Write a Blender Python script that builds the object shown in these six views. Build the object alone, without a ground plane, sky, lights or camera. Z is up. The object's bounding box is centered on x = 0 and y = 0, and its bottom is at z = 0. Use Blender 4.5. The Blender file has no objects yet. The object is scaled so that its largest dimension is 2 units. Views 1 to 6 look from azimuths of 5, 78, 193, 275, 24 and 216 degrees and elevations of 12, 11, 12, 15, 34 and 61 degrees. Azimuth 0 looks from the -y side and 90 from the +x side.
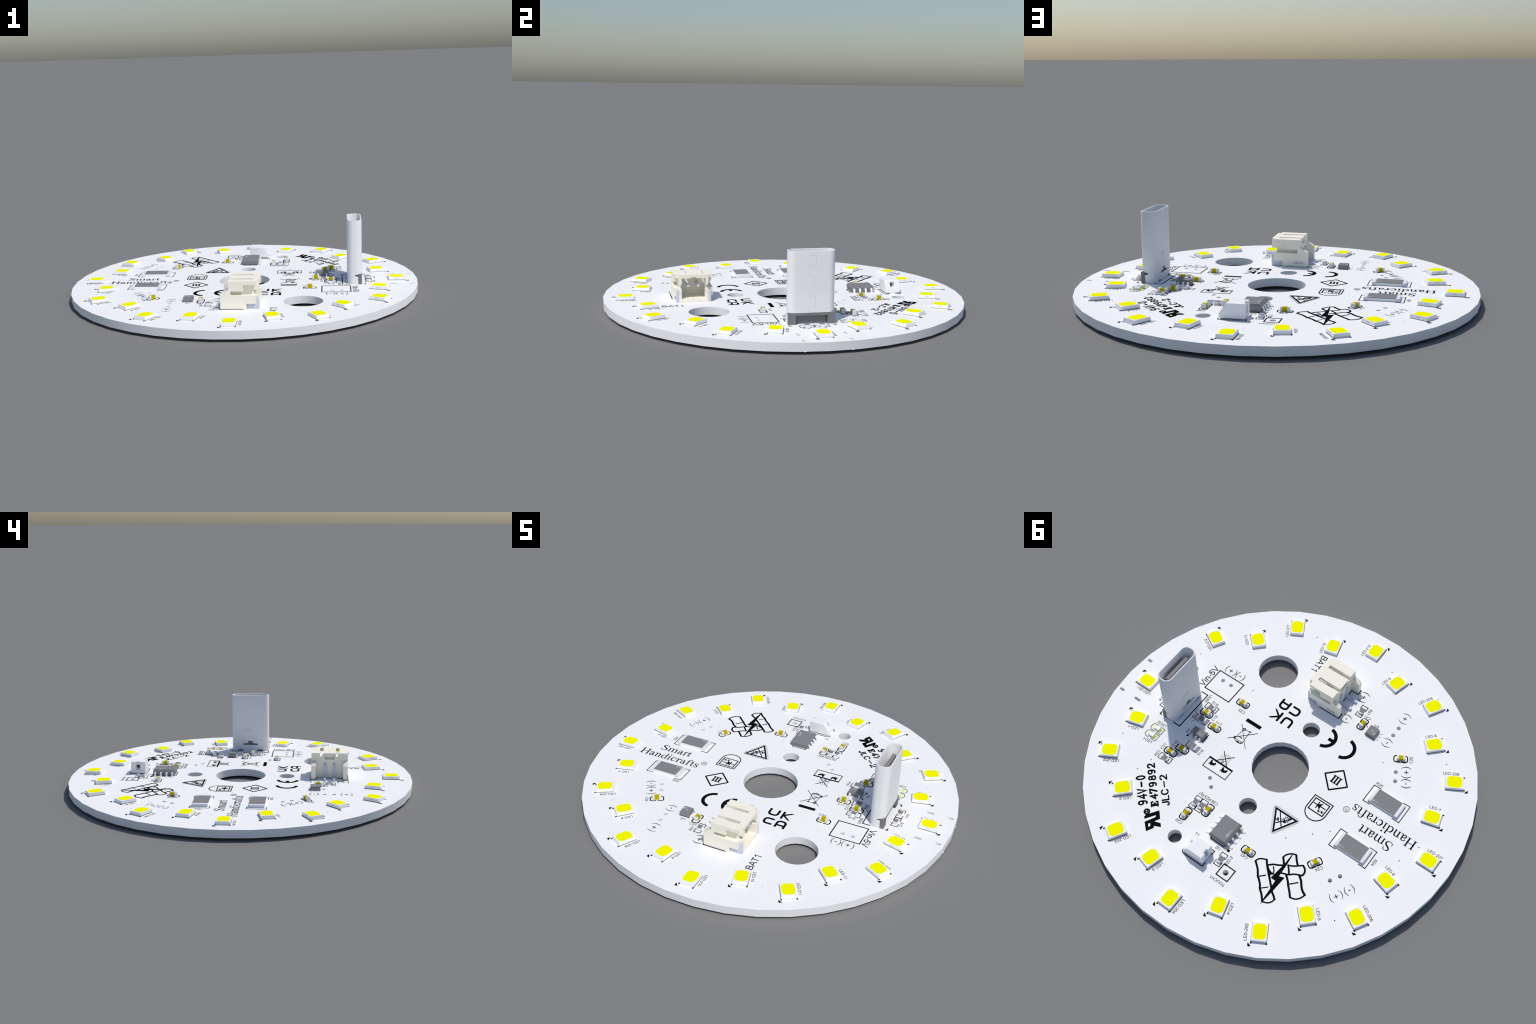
import bpy, bmesh, math
from math import cos, sin, pi, radians, hypot
from mathutils import Vector, Matrix
from mathutils.geometry import tessellate_polygon

# ---------------------------------------------------------------------------
# A round LED lamp circuit board, laid out in millimetres in the board plane
# (x, y from the board centre, h = height above the board's upper face).
# ---------------------------------------------------------------------------
MM = 1 / 37.5                 # the board is 75 mm across and 2.00 m in the scene
TOP = 0.0550                  # height of the upper face of the board
THICK = 1.6                   # board thickness, mm
LIFT = TOP / MM - THICK       # how far the pin tips hold the board off the ground


# ------------------------------ materials ----------------------------------
def material(name, colour, rough=0.55, metallic=0.0, spec=0.3, grain=0.02, scale=60.0):
    m = bpy.data.materials.new(name)
    m.use_nodes = True
    nt = m.node_tree
    b = nt.nodes["Principled BSDF"]
    b.inputs["Roughness"].default_value = rough
    b.inputs["Metallic"].default_value = metallic
    b.inputs["Specular IOR Level"].default_value = spec
    co = nt.nodes.new("ShaderNodeTexCoord")
    no = nt.nodes.new("ShaderNodeTexNoise")
    no.inputs["Scale"].default_value = scale
    no.inputs["Detail"].default_value = 3
    ramp = nt.nodes.new("ShaderNodeValToRGB")
    lo = [max(0.0, c * (1 - grain)) for c in colour]
    hi = [min(1.0, c * (1 + grain)) for c in colour]
    ramp.color_ramp.elements[0].position = 0.3
    ramp.color_ramp.elements[1].position = 0.7
    ramp.color_ramp.elements[0].color = (*lo, 1)
    ramp.color_ramp.elements[1].color = (*hi, 1)
    nt.links.new(co.outputs["Object"], no.inputs["Vector"])
    nt.links.new(no.outputs["Fac"], ramp.inputs["Fac"])
    nt.links.new(ramp.outputs["Color"], b.inputs["Base Color"])
    return m


M_BOARD = material("white_solder_mask", (0.955, 0.955, 0.957), 0.8, spec=0.03, grain=0.004, scale=8)
M_RIM = material("white_board_edge", (0.93, 0.93, 0.93), 0.8, spec=0.03, grain=0.006)
M_INK = material("black_silkscreen_ink", (0.0065, 0.0065, 0.0068), 0.95, spec=0.0, grain=0.05)
M_PAD = material("tinned_pad", (0.97, 0.97, 0.97), 0.7, spec=0.08, grain=0.006)
M_LED = material("white_led_plastic", (0.97, 0.97, 0.98), 0.7, spec=0.06, grain=0.004)
M_PHOS = material("yellow_phosphor", (1.0, 1.0, 0.0), 0.95, spec=0.0, grain=0.015, scale=90)
M_CAP = material("ochre_ceramic", (0.55, 0.45, 0.0), 0.9, spec=0.0, grain=0.02)
M_TIN = material("silver_tin", (0.84, 0.84, 0.87), 0.55, spec=0.15, grain=0.012)
M_CERAMIC = material("white_ceramic", (0.94, 0.94, 0.95), 0.8, spec=0.04, grain=0.006)
M_GREY = material("grey_moulding", (0.255, 0.255, 0.256), 0.9, spec=0.02, grain=0.02, scale=120)
M_STEEL = material("brushed_shell", (0.86, 0.86, 0.86), 0.75, spec=0.04, grain=0.006)
M_SEAM = material("seam_shadow_line", (0.64, 0.64, 0.64), 0.9, spec=0.0)
M_DARK = material("dark_grey_plastic", (0.215, 0.215, 0.217), 0.9, spec=0.03, grain=0.02)
M_CREAM = material("cream_nylon", (0.98, 0.935, 0.80), 0.8, spec=0.04, grain=0.005)
M_PIN = material("bluish_tinned_pin", (0.64, 0.68, 0.80), 0.5, spec=0.2, grain=0.012)
M_MARK = material("white_laser_mark", (0.80, 0.80, 0.80), 0.9, spec=0.0)
M_LENS = material("clear_white_lens", (0.95, 0.95, 0.97), 0.5, spec=0.15, grain=0.004)
M_TERM = material("yellow_terminal", (0.85, 0.85, 0.01), 0.8, spec=0.03)
M_HOLE_WALL = material("grey_plated_barrel", (0.97, 0.97, 0.97), 0.7, spec=0.05)  # whitened beyond the board colour so bounced light shows inside the holes

# ------------------------------ scene tree ---------------------------------
root = bpy.data.objects.new("led_circuit_board", None)
bpy.context.scene.collection.objects.link(root)
root["label"] = "round white LED circuit board with upright USB socket"
root["category"] = "circuit board"


def add(name, mesh, parent=root, loc=(0, 0, 0), rot=0.0, mat=None):
    """Hang a mesh (built in mm) under its parent; loc in mm above the board face."""
    o = bpy.data.objects.new(name, mesh)
    bpy.context.scene.collection.objects.link(o)
    o.parent = parent
    if parent is root:
        o.location = (loc[0] * MM, loc[1] * MM, TOP + loc[2] * MM)
    else:
        o.location = (loc[0] * MM, loc[1] * MM, loc[2] * MM)
    o.rotation_euler = (0, 0, radians(rot))
    if mat and not mesh.materials:
        mesh.materials.append(mat)
    return o


def finish(bm, name, smooth=None):
    """bmesh in mm -> mesh in metres."""
    bmesh.ops.recalc_face_normals(bm, faces=bm.faces)
    bmesh.ops.scale(bm, vec=(MM, MM, MM), verts=bm.verts)
    me = bpy.data.meshes.new(name)
    if smooth is not None:
        for f in bm.faces:
            f.smooth = True
        for e in bm.edges:
            if len(e.link_faces) == 2 and e.calc_face_angle(0) > radians(smooth):
                e.smooth = False
    bm.to_mesh(me)
    bm.free()
    return me


def box(bm, x0, x1, y0, y1, z0, z1, bevel=0.0, top=None, mat=0, seg=2):
    """Box; top=(dx, dy) pulls the upper face in by that much on each side."""
    dx, dy = top or (0, 0)
    vs = [bm.verts.new(p) for p in ((x0, y0, z0), (x1, y0, z0), (x1, y1, z0), (x0, y1, z0),
                                    (x0 + dx, y0 + dy, z1), (x1 - dx, y0 + dy, z1),
                                    (x1 - dx, y1 - dy, z1), (x0 + dx, y1 - dy, z1))]
    fs = [bm.faces.new([vs[i] for i in q]) for q in ((3, 2, 1, 0), (4, 5, 6, 7), (0, 1, 5, 4), (1, 2, 6, 5), (2, 3, 7, 6), (3, 0, 4, 7))]
    for f in fs:
        f.material_index = mat
    if bevel:
        es = {e for f in fs for e in f.edges}
        r = bmesh.ops.bevel(bm, geom=list(es), offset=bevel, segments=seg, affect='EDGES', profile=0.5)
        for f in r["faces"]:
            f.material_index = mat
    return vs


def boxes(name, lst, smooth=None):
    bm = bmesh.new()
    for b in lst:
        box(bm, *b[:6], **(b[6] if len(b) > 6 else {}))
    return finish(bm, name, smooth)


def prism(bm, loops, z0, z1, mat_top=0, mat_side=0, bottom=True):
    """Extrude a flat outline with holes (loops[0] outer, rest holes)."""
    flat = [p for l in loops for p in l]
    tris = tessellate_polygon([[Vector((p[0], p[1], 0)) for p in l] for l in loops])
    up = [bm.verts.new((p[0], p[1], z1)) for p in flat]
    lo = [bm.verts.new((p[0], p[1], z0)) for p in flat]
    for t in tris:
        a = (flat[t[1]][0] - flat[t[0]][0]) * (flat[t[2]][1] - flat[t[0]][1]) - (flat[t[1]][1] - flat[t[0]][1]) * (flat[t[2]][0] - flat[t[0]][0])
        if abs(a) < 1e-9:
            continue
        t = t if a > 0 else t[::-1]
        try:
            f = bm.faces.new([up[i] for i in t]); f.material_index = mat_top
            if bottom:
                f = bm.faces.new([lo[i] for i in t[::-1]]); f.material_index = mat_top
        except ValueError:
            pass
    k = 0
    for l in loops:
        n = len(l)
        for i in range(n):
            a, b = k + i, k + (i + 1) % n
            f = bm.faces.new([lo[a], lo[b], up[b], up[a]])
            f.material_index = mat_side
        k += n


def circle(cx, cy, r, n, a0=0.0):
    return [(cx + r * cos(a0 + 2 * pi * i / n), cy + r * sin(a0 + 2 * pi * i / n)) for i in range(n)]


def stadium(cx, cy, lx, w, n=8):
    """Slot of length lx along x and width w."""
    r, d = w / 2, lx / 2 - w / 2
    return [(cx + d + r * cos(a), cy + r * sin(a)) for a in [-pi / 2 + pi * i / n for i in range(n + 1)]] + \
           [(cx - d + r * cos(a), cy + r * sin(a)) for a in [pi / 2 + pi * i / n for i in range(n + 1)]]


def round_rect(x0, x1, y0, y1, r, n=6):
    out = []
    for cx, cy, a in ((x1 - r, y0 + r, -pi / 2), (x1 - r, y1 - r, 0), (x0 + r, y1 - r, pi / 2), (x0 + r, y0 + r, pi)):
        out += [(cx + r * cos(a + pi / 2 * i / n), cy + r * sin(a + pi / 2 * i / n)) for i in range(n + 1)]
    return out


# ------------------------------- substrate ---------------------------------
holes = [circle(0, 0, 5.5, 24), circle(13.35, -17.6, 4.0, 22), circle(0, -10.23, 1.70, 18), circle(0, 10.23, 1.70, 18),
         circle(7.1, 23.07, 1.32, 16), circle(-4.85, 23.25, 0.55, 14)]
WIRE_HOLES = [(21.05, -9.24), (19.03, -9.23), (9.40, 9.75), (8.01, 11.16), (-13.57, -20.61), (-13.57, -18.62),
              (-18.37, -12.09), (-19.33, -10.36), (-20.80, 13.41), (-21.80, 11.69)]
VIAS = [(28.81, -11.70), (14.74, -10.88), (19.94, 1.68), (20.95, -0.22), (-11.66, -17.48), (-11.68, -16.67), (-11.66, -15.88),
        (-15.30, -12.36), (-9.54, 11.35), (-13.07, 7.82), (-15.29, 5.51), (-30.2, -1.42), (-28.74, 2.93), (29.18, 11.98),
        (20.98, 13.28), (21.80, 16.37), (11.94, -29.23), (-5.34, -30.97), (-25.31, -19.24), (-25.73, 19.10), (-15.75, 12.9)]
small = [circle(x, y, 0.41, 14) for x, y in WIRE_HOLES] + [circle(x, y, 0.15, 8) for x, y in VIAS]
small += [stadium(32.06, s * 4.31, 1.6, 0.55) for s in (-1, 1)] + [stadium(36.06, s * 4.30, 1.15, 0.55) for s in (-1, 1)]
bm = bmesh.new()
prism(bm, [circle(0, 0, 37.5, 42)] + holes + small, -THICK, 0, 0, 1)
bm.normal_update()
for f in bm.faces:
    if abs(f.normal.z) < 0.5 and f.calc_center_median().xy.length < 37:
        c = f.calc_center_median()
        if any(hypot(c.x - x, c.y - y) < 0.45 for x, y in WIRE_HOLES) or any(hypot(c.x - x, c.y - y) < 0.2 for x, y in VIAS) or c.x > 31:
            f.material_index = 2
board = add("substrate", finish(bm, "substrate", 35))
for m in (M_BOARD, M_RIM, M_HOLE_WALL):
    board.data.materials.append(m)

# --------------------------- silkscreen printing ----------------------------
INK = 0.018          # ink film height, mm
_layer = [0]


def film():
    """Each printed piece lies a hair above the one before, so none coincide."""
    _layer[0] = (_layer[0] + 1) % 14
    return INK + 0.0022 * _layer[0]


def smooth_path(pts, n=6):
    """Catmull-Rom through control points (x, y[, w])."""
    out = []
    p = [pts[0]] + list(pts) + [pts[-1]]
    for i in range(1, len(p) - 2):
        for k in range(n):
            t = k / n
            out.append(tuple(0.5 * (2 * b + (c - a) * t + (2 * a - 5 * b + 4 * c - d) * t * t + (3 * b - a - 3 * c + d) * t ** 3)
                             for a, b, c, d in zip(p[i - 1], p[i], p[i + 1], p[i + 2])))
    out.append(tuple(pts[-1]))
    return out


def stroke(bm, pts, w=0.15, closed=False, cap="round", tf=None, flat=None):
    """Inked line of (possibly varying) width: points (x, y) or (x, y, width)."""
    z = film() if flat is None else flat
    P = [(p[0], p[1]) for p in pts]
    W = [(p[2] if len(p) > 2 else w) / 2 for p in pts]
    n = len(P)
    L, R = [], []
    for i in range(n):
        a = P[(i - 1) % n] if closed or i else None
        b = P[(i + 1) % n] if closed or i < n - 1 else None
        def unit(p, q):
            d = hypot(q[0] - p[0], q[1] - p[1]) or 1e-9
            return ((q[0] - p[0]) / d, (q[1] - p[1]) / d)
        d1 = unit(a, P[i]) if a else unit(P[i], b)
        d2 = unit(P[i], b) if b else d1
        nx, ny = -(d1[1] + d2[1]), d1[0] + d2[0]
        l = hypot(nx, ny) or 1e-9
        nx, ny = nx / l, ny / l
        k = 1 / max(0.45, nx * -d1[1] + ny * d1[0])
        L.append((P[i][0] + nx * W[i] * k, P[i][1] + ny * W[i] * k))
        R.append((P[i][0] - nx * W[i] * k, P[i][1] - ny * W[i] * k))
    def V(p, zz):
        if tf:
            p = tf(p)
        return bm.verts.new((p[0], p[1], zz))
    lt, rt = [V(p, z) for p in L], [V(p, z) for p in R]
    lb, rb = [V(p, 0) for p in L], [V(p, 0) for p in R]
    m = n if closed else n - 1
    for i in range(m):
        j = (i + 1) % n
        bm.faces.new([lt[i], rt[i], rt[j], lt[j]])
        bm.faces.new([rt[i], rb[i], rb[j], rt[j]])
        bm.faces.new([lb[i], lt[i], lt[j], lb[j]])
    if not closed:
        for e, s in ((0, -1), (n - 1, 1)):
            if cap == "round" and W[e] > 0.02:
                d = (P[1][0] - P[0][0], P[1][1] - P[0][1]) if e == 0 else (P[-1][0] - P[-2][0], P[-1][1] - P[-2][1])
                a0 = math.atan2(d[1], d[0]) + (pi / 2 if e == 0 else -pi / 2)
                arc = [(P[e][0] + W[e] * cos(a0 + pi * k / 6), P[e][1] + W[e] * sin(a0 + pi * k / 6)) for k in range(1, 6)]
                t, b = [V(p, z) for p in arc], [V(p, 0) for p in arc]
                first, last = (lt[0], rt[0]) if e == 0 else (rt[-1], lt[-1])
                fb, lb2 = (lb[0], rb[0]) if e == 0 else (rb[-1], lb[-1])
                bm.faces.new([first] + t + [last])
                tt, bb = [first] + t + [last], [fb] + b + [lb2]
                for k in range(len(tt) - 1):
                    bm.faces.new([tt[k], bb[k], bb[k + 1], tt[k + 1]])
            else:
                bm.faces.new([lt[e], lb[e], rb[e], rt[e]])


def patch(bm, *loops, tf=None):
    z = film()
    if tf:
        loops = [[tf(p) for p in l] for l in loops]
    prism(bm, loops, 0, z, bottom=False)


def arc(cx, cy, r, a0, a1, n=16):
    return [(cx + r * cos(radians(a0 + (a1 - a0) * i / n)), cy + r * sin(radians(a0 + (a1 - a0) * i / n))) for i in range(n + 1)]


def turned(cx, cy, ang, s=1.0):
    c, d = cos(radians(ang)), sin(radians(ang))
    return lambda p: (cx + s * (p[0] * c - p[1] * d), cy + s * (p[0] * d + p[1] * c))


def printed(name, draw, mat=M_INK, parent=root, loc=(0, 0, 0)):
    bm = bmesh.new()
    draw(bm)
    return add(name, finish(bm, name), parent, loc, mat=mat)


# A plain grotesque alphabet drawn as single pen lines; units of one em, capitals 0.716 high.
def bow(cx, cy, rx, ry, a0, a1, n=10):
    return [(cx + rx * cos(radians(a0 + (a1 - a0) * i / n)), cy + ry * sin(radians(a0 + (a1 - a0) * i / n))) for i in range(n + 1)]


SANS = {
    "L": (.556, [[(.11, .70), (.11, .04), (.50, .04)]]),
    "E": (.667, [[(.61, .675), (.12, .675), (.12, .04), (.62, .04)], [(.12, .37), (.57, .37)]]),
    "D": (.722, [[(.13, .04), (.13, .675), (.34, .675)] + bow(.34, .3575, .29, .3175, 90, -90, 12)[1:] + [(.13, .04)]]),
    "C": (.722, [bow(.385, .358, .30, .325, 42, 318, 18)]),
    "R": (.722, [[(.13, 0), (.13, .675), (.44, .675)] + bow(.44, .505, .17, .17, 90, -90, 8)[1:] + [(.13, .335)], [(.38, .335), (.50, .25), (.66, .0)]]),
    "U": (.722, [[(.12, .71), (.12, .28)] + bow(.36, .28, .24, .25, 180, 360, 12)[1:] + [(.60, .71)]]),
    "S": (.667, [smooth_path([(.57, .51), (.50, .63), (.33, .68), (.15, .62), (.10, .52), (.17, .42), (.33, .37), (.52, .30), (.58, .19), (.50, .08), (.34, .035), (.15, .09), (.08, .23)], 3)]),
    "B": (.667, [[(.12, .04), (.12, .675), (.38, .675)] + bow(.38, .525, .16, .15, 90, -90, 7)[1:] + [(.12, .375)], [(.38, .375)] + bow(.41, .2075, .18, .1675, 90, -90, 7) + [(.12, .04)]]),
    "T": (.611, [[(.02, .675), (.59, .675)], [(.305, .675), (.305, 0)]]),
    "O": (.778, [bow(.39, .358, .31, .325, 0, 352, 24)]),
    "H": (.722, [[(.12, 0), (.12, .716)], [(.60, 0), (.60, .716)], [(.12, .375), (.60, .375)]]),
    "V": (.667, [[(.03, .716), (.335, .02), (.64, .716)]]),
    "A": (.667, [[(.03, 0), (.335, .70), (.64, 0)], [(.13, .25), (.54, .25)]]),
    "i": (.222, [[(.11, 0), (.11, .52)], [(.11, .62), (.11, .71)]]),
    "j": (.222, [[(.12, .52), (.12, -.08), (.09, -.15), (-.03, -.17)], [(.12, .62), (.12, .71)]]),
    "n": (.556, [[(.10, 0), (.10, .52)], [(.10, .36), (.16, .45), (.28, .485), (.40, .44), (.45, .34), (.45, 0)]]),
    "-": (.333, [[(.05, .255), (.29, .255)]]),
    "0": (.556, [bow(.278, .358, .205, .325, 0, 350, 20)]),
    "1": (.556, [[(.12, .52), (.25, .59), (.33, .71), (.33, 0)]]),
    "2": (.556, [smooth_path([(.07, .50), (.12, .63), (.28, .68), (.43, .62), (.46, .50), (.38, .36), (.20, .19), (.07, .045)], 3) + [(.50, .04)]]),
    "3": (.556, [smooth_path([(.07, .53), (.14, .64), (.27, .68), (.41, .61), (.43, .51), (.37, .41), (.24, .375)], 3), smooth_path([(.24, .375), (.40, .35), (.47, .21), (.40, .08), (.26, .03), (.12, .08), (.06, .19)], 3)]),
    "4": (.556, [[(.37, 0), (.37, .66), (.05, .20), (.51, .20)]]),
    "5": (.556, [[(.48, .665), (.16, .665), (.11, .34)] + smooth_path([(.11, .34), (.25, .43), (.40, .37), (.46, .23), (.39, .08), (.26, .03), (.12, .08), (.06, .18)], 3)]),
    "6": (.556, [smooth_path([(.48, .55), (.41, .66), (.29, .68), (.15, .59), (.09, .38), (.10, .20), (.18, .07), (.29, .03), (.42, .09), (.47, .22), (.42, .36), (.29, .42), (.17, .37), (.10, .24)], 3)]),
    "7": (.556, [[(.05, .665), (.47, .665), (.31, .40), (.20, 0)]]),
    "8": (.556, [bow(.278, .53, .165, .15, 0, 345, 14), bow(.278, .205, .20, .17, 0, 345, 14)]),
    "9": (.556, [smooth_path([(.07, .16), (.13, .06), (.25, .03), (.39, .11), (.46, .32), (.45, .50), (.38, .63), (.27, .68), (.13, .62), (.08, .49), (.13, .35), (.26, .29), (.39, .35), (.45, .47)], 3)]),
}
_words = {}


def lettering(txt, cx, cy, em, ang, name="printed_label", weight=0.1, mat=M_INK):
    """Sans lettering of a given em size, centred on (cx, cy) at mid capital height."""
    key = (txt, em, weight)
    if key not in _words:
        bm = bmesh.new()
        pen = -sum(SANS[c][0] for c in txt) / 2
        for c in txt:
            adv, lines = SANS[c]
            for k, l in enumerate(lines):
                stroke(bm, [((pen + p[0]) * em, (p[1] - 0.358) * em) for p in l], weight * em, cap="flat", flat=INK + 0.004 * k)
            pen += adv
        _words[key] = finish(bm, "printed_label")
    return add(name, _words[key], root, (cx, cy, 0), ang, mat)


# --- reference designators --------------------------------------------------
EM = 0.8
for t, x, y, ang, l in [
        ("C23", 13.55, -5.6, 0, 0), ("C11", 15.53, -0.84, 0, 1.36), ("R15", 18.9, -3.97, 0, 0), ("USB3", 20.72, -4.12, 90, 2.05),
        ("R13", 20.48, 0.53, -90, 0), ("C13", 16.88, -1.2, -90, 0), ("U1", 19.36, 4.02, -90, 0.92), ("R14", 14.32, 6.5, 90, 0),
        ("C12", 19.53, 7.85, -90, 0), ("C21", 20.96, 9.6, -90, 0), ("R21", 20.92, 11.47, -90, 0), ("LED1", 24.32, 10.39, 0, 2.0),
        ("LED2", 24.4, 5.98, 0, 2.05), ("R22-2", -3.88, 21.17, -90, 2.2), ("T1", 4.0, 20.36, 180, 0.85), ("U2", -0.77, 20.31, 0, 0.98),
        ("C43", -5.62, 18.77, 0, 0), ("C22", 8.4, 20.27, 0, 0), ("C24", -17.95, 12.77, 60, 0), ("C25", -19.33, -16.0, -60, 0),
        ("C31", -7.3, -19.05, 0, 1.36), ("R31", -6.93, -20.33, 90, 1.36), ("U3", -9.85, -18.46, 180, 0.98), ("R25", -17.4, -7.98, 180, 0),
        ("R24", -25.28, 5.92, 90, 0), ("C26", 5.4, 13.4, 0, 0), ("R23", 7.0, 13.4, 0, 0), ("Rj1", 8.5, 13.4, 0, 1.2),
        ("R11", 28.25, 1.28, -90, 1.36), ("R12", 28.08, -1.77, -90, 0), ("TOUCH1", -4.6, 25.37, 0, 3.1)]:
    lettering(t, x, y, EM, ang)
lettering("Vin-5V", 24.02, -8.45, 1.8, -90, weight=0.1)
lettering("BAT1", 7.73, -24.0, 1.85, 90, weight=0.095)


# --- polarity signs: (+) and (-) ---------------------------------------------
def polarity(x, y, ang, plus):
    def draw(bm):
        tf = turned(x, y, ang)
        half = 0.8 if plus else 0.53
        for s in (-1, 1):
            pts = smooth_path([(s * half, 0.94), (s * (half + 0.26), 0.5), (s * (half + 0.36), 0), (s * (half + 0.26), -0.5), (s * half, -0.94)], 4)
            ws = [0.06 + 0.09 * (1 - abs(2 * i / (len(pts) - 1) - 1)) for i in range(len(pts))]
            stroke(bm, [(p[0], p[1], w) for p, w in zip(pts, ws)], cap="flat", tf=tf)
        r = 0.42 if plus else 0.24
        stroke(bm, [(-r, 0), (r, 0)], 0.13, cap="flat", tf=tf)
        if plus:
            stroke(bm, [(0, -r), (0, r)], 0.13, cap="flat", tf=tf)
    printed("polarity_sign", draw)


for x, y, a, p in [(21.16, -12.05, 0, 1), (18.82, -12.05, 0, 0), (-4.08, -16.38, 90, 0), (-4.08, -22.56, 90, 1), (-13.4, -23.14, 90, 1),
                   (-13.52, -16.48, 90, 0), (-20.03, -13.16, 120, 1), (-21.27, -11.09, 120, 0), (-23.42, 15.27, 60, 1), (-24.66, 12.9, 60, 0)]:
    polarity(x, y, a, p)


# --- brand lettering in a bookish serif, built from pen strokes -----------------
# Units: 1/1000 em, baseline 0, x-height 460, capital height 662.
def serif_bar(x0, x1, y, t=22):
    return ("line", [(x0, y + t / 2), (x1, y + t / 2)], t)


SERIF = {
    "S": (556, [("pen", [(470, 470, 30), (448, 585, 26), (360, 648, 34), (270, 660, 34), (165, 620, 60), (118, 520, 84), (165, 425, 92), (290, 350, 96), (420, 270, 98), (455, 165, 84), (400, 55, 60), (290, 2, 34), (190, 10, 34), (95, 75, 26), (58, 200, 30)]),
                ("pen", [(452, 672, 10), (440, 610, 44), (465, 480, 22)]), ("pen", [(72, 0, 10), (84, 60, 44), (58, 195, 22)])]),
    "H": (722, [("line", [(155, 10), (155, 652)], 98), ("line", [(567, 10), (567, 652)], 98), ("line", [(155, 335), (567, 335)], 40)] +
               [serif_bar(a, b, y) for a, b in ((25, 290), (432, 697)) for y in (0, 640)]),
    "m": (778, [("line", [(125, 10), (125, 420)], 82), ("line", [(390, 10), (390, 330)], 82), ("line", [(655, 10), (655, 330)], 82)] +
               [("pen", [(120 + d, 350, 26), (190 + d, 420, 34), (260 + d, 436, 52), (340 + d, 412, 78), (386 + d, 320, 82)]) for d in (4, 269)] +
               [("line", [(16, 405), (150, 448)], 26)] + [serif_bar(a, a + 200, 0, 18) for a in (20, 285, 550)]),
    "n": (500, [("line", [(125, 10), (125, 420)], 82), ("line", [(382, 10), (382, 330)], 82),
                ("pen", [(124, 350, 26), (190, 420, 34), (258, 436, 52), (336, 412, 78), (380, 320, 82)]),
                ("line", [(16, 405), (150, 448)], 26), serif_bar(20, 222, 0, 18), serif_bar(284, 486, 0, 18)]),
    "a": (444, [("pen", [(70, 335, 74), (82, 400, 50), (160, 446, 36), (235, 436, 56), (290, 380, 80), (298, 260, 82), (298, 110, 82), (318, 45, 72), (362, 30, 40), (436, 62, 14)]),
                ("pen", [(298, 276, 24), (170, 228, 46), (82, 160, 70), (80, 80, 78), (150, 30, 66), (230, 52, 40), (296, 106, 24)])]),
    "r": (333, [("line", [(120, 10), (120, 420)], 82), ("pen", [(120, 330, 22), (180, 420, 34), (240, 430, 60), (300, 408, 84)]),
                ("line", [(5, 405), (145, 448)], 26), serif_bar(10, 245, 0, 18)]),
    "t": (278, [("pen", [(128, 575, 12), (124, 440, 70), (122, 250, 80), (122, 110, 80), (145, 40, 62), (195, 26, 34), (272, 70, 16)]),
                ("line", [(14, 438), (255, 438)], 28), ("line", [(26, 440), (135, 560)], 20)]),
    "d": (500, [("line", [(384, 30), (384, 665)], 82), ("pen", [(346, 350, 30), (300, 415, 34), (225, 436, 40), (120, 380, 72), (74, 235, 88), (110, 80, 78), (220, 24, 56), (300, 48, 36), (350, 100, 28)]),
                ("line", [(285, 638), (410, 672)], 26), ("line", [(384, 34), (488, 50)], 30)]),
    "i": (278, [("line", [(136, 10), (136, 420)], 82), ("dot", 130, 632, 58), ("line", [(16, 405), (160, 448)], 26), serif_bar(14, 256, 0, 18)]),
    "c": (444, [("pen", [(376, 328, 66), (350, 400, 50), (262, 440, 36), (140, 390, 66), (74, 240, 88), (116, 85, 78), (228, 32, 60), (330, 68, 34), (410, 148, 14)])]),
    "f": (333, [("line", [(130, 10), (130, 540)], 82), ("pen", [(132, 510, 80), (160, 620, 56), (235, 660, 36), (310, 655, 56), (350, 600, 66)]),
                ("line", [(18, 438), (300, 438)], 28), serif_bar(18, 280, 0, 18)]),
    "s": (389, [("pen", [(330, 318, 28), (290, 410, 28), (205, 446, 30), (110, 410, 56), (92, 335, 66), (160, 268, 72), (270, 200, 74), (318, 115, 64), (265, 30, 44), (170, 10, 32), (85, 50, 26), (44, 160, 28)]),
                ("pen", [(318, 460, 10), (306, 420, 36), (330, 315, 20)]), ("pen", [(50, -6, 10), (62, 40, 36), (44, 158, 20)])]),
}


def serif_word(word, x, y, em, kern=0):
    def draw(bm):
        pen = 0
        for ch in word:
            adv, parts = SERIF[ch]
            tf = lambda p, o=pen: (x + (p[0] + o) * em / 1000, y + p[1] * em / 1000)
            for part in parts:
                if part[0] == "line":
                    q = [(*tf(p), part[2] * em / 1000) for p in part[1]]
                    stroke(bm, q, cap="flat")
                elif part[0] == "pen":
                    q = smooth_path([(*tf(p), p[2] * em / 1000) for p in part[1]], 5)
                    stroke(bm, q)
                else:
                    c = tf(part[1:3])
                    patch(bm, circle(*c, part[3] * em / 1000, 14))
            pen += adv + kern
    printed("printed_word", draw)


serif_word("Smart", -26.25, 0.76, 2.96)
serif_word("Handicrafts", -29.62, -2.08, 2.96)


def reg(bm):
    stroke(bm, circle(-15.2, 0.0, 0.57, 28), 0.075, closed=True)
printed("registered_sign", reg)
lettering("R", -15.2, 0.0, 0.85, 0, "registered_sign", weight=0.07)


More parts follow.
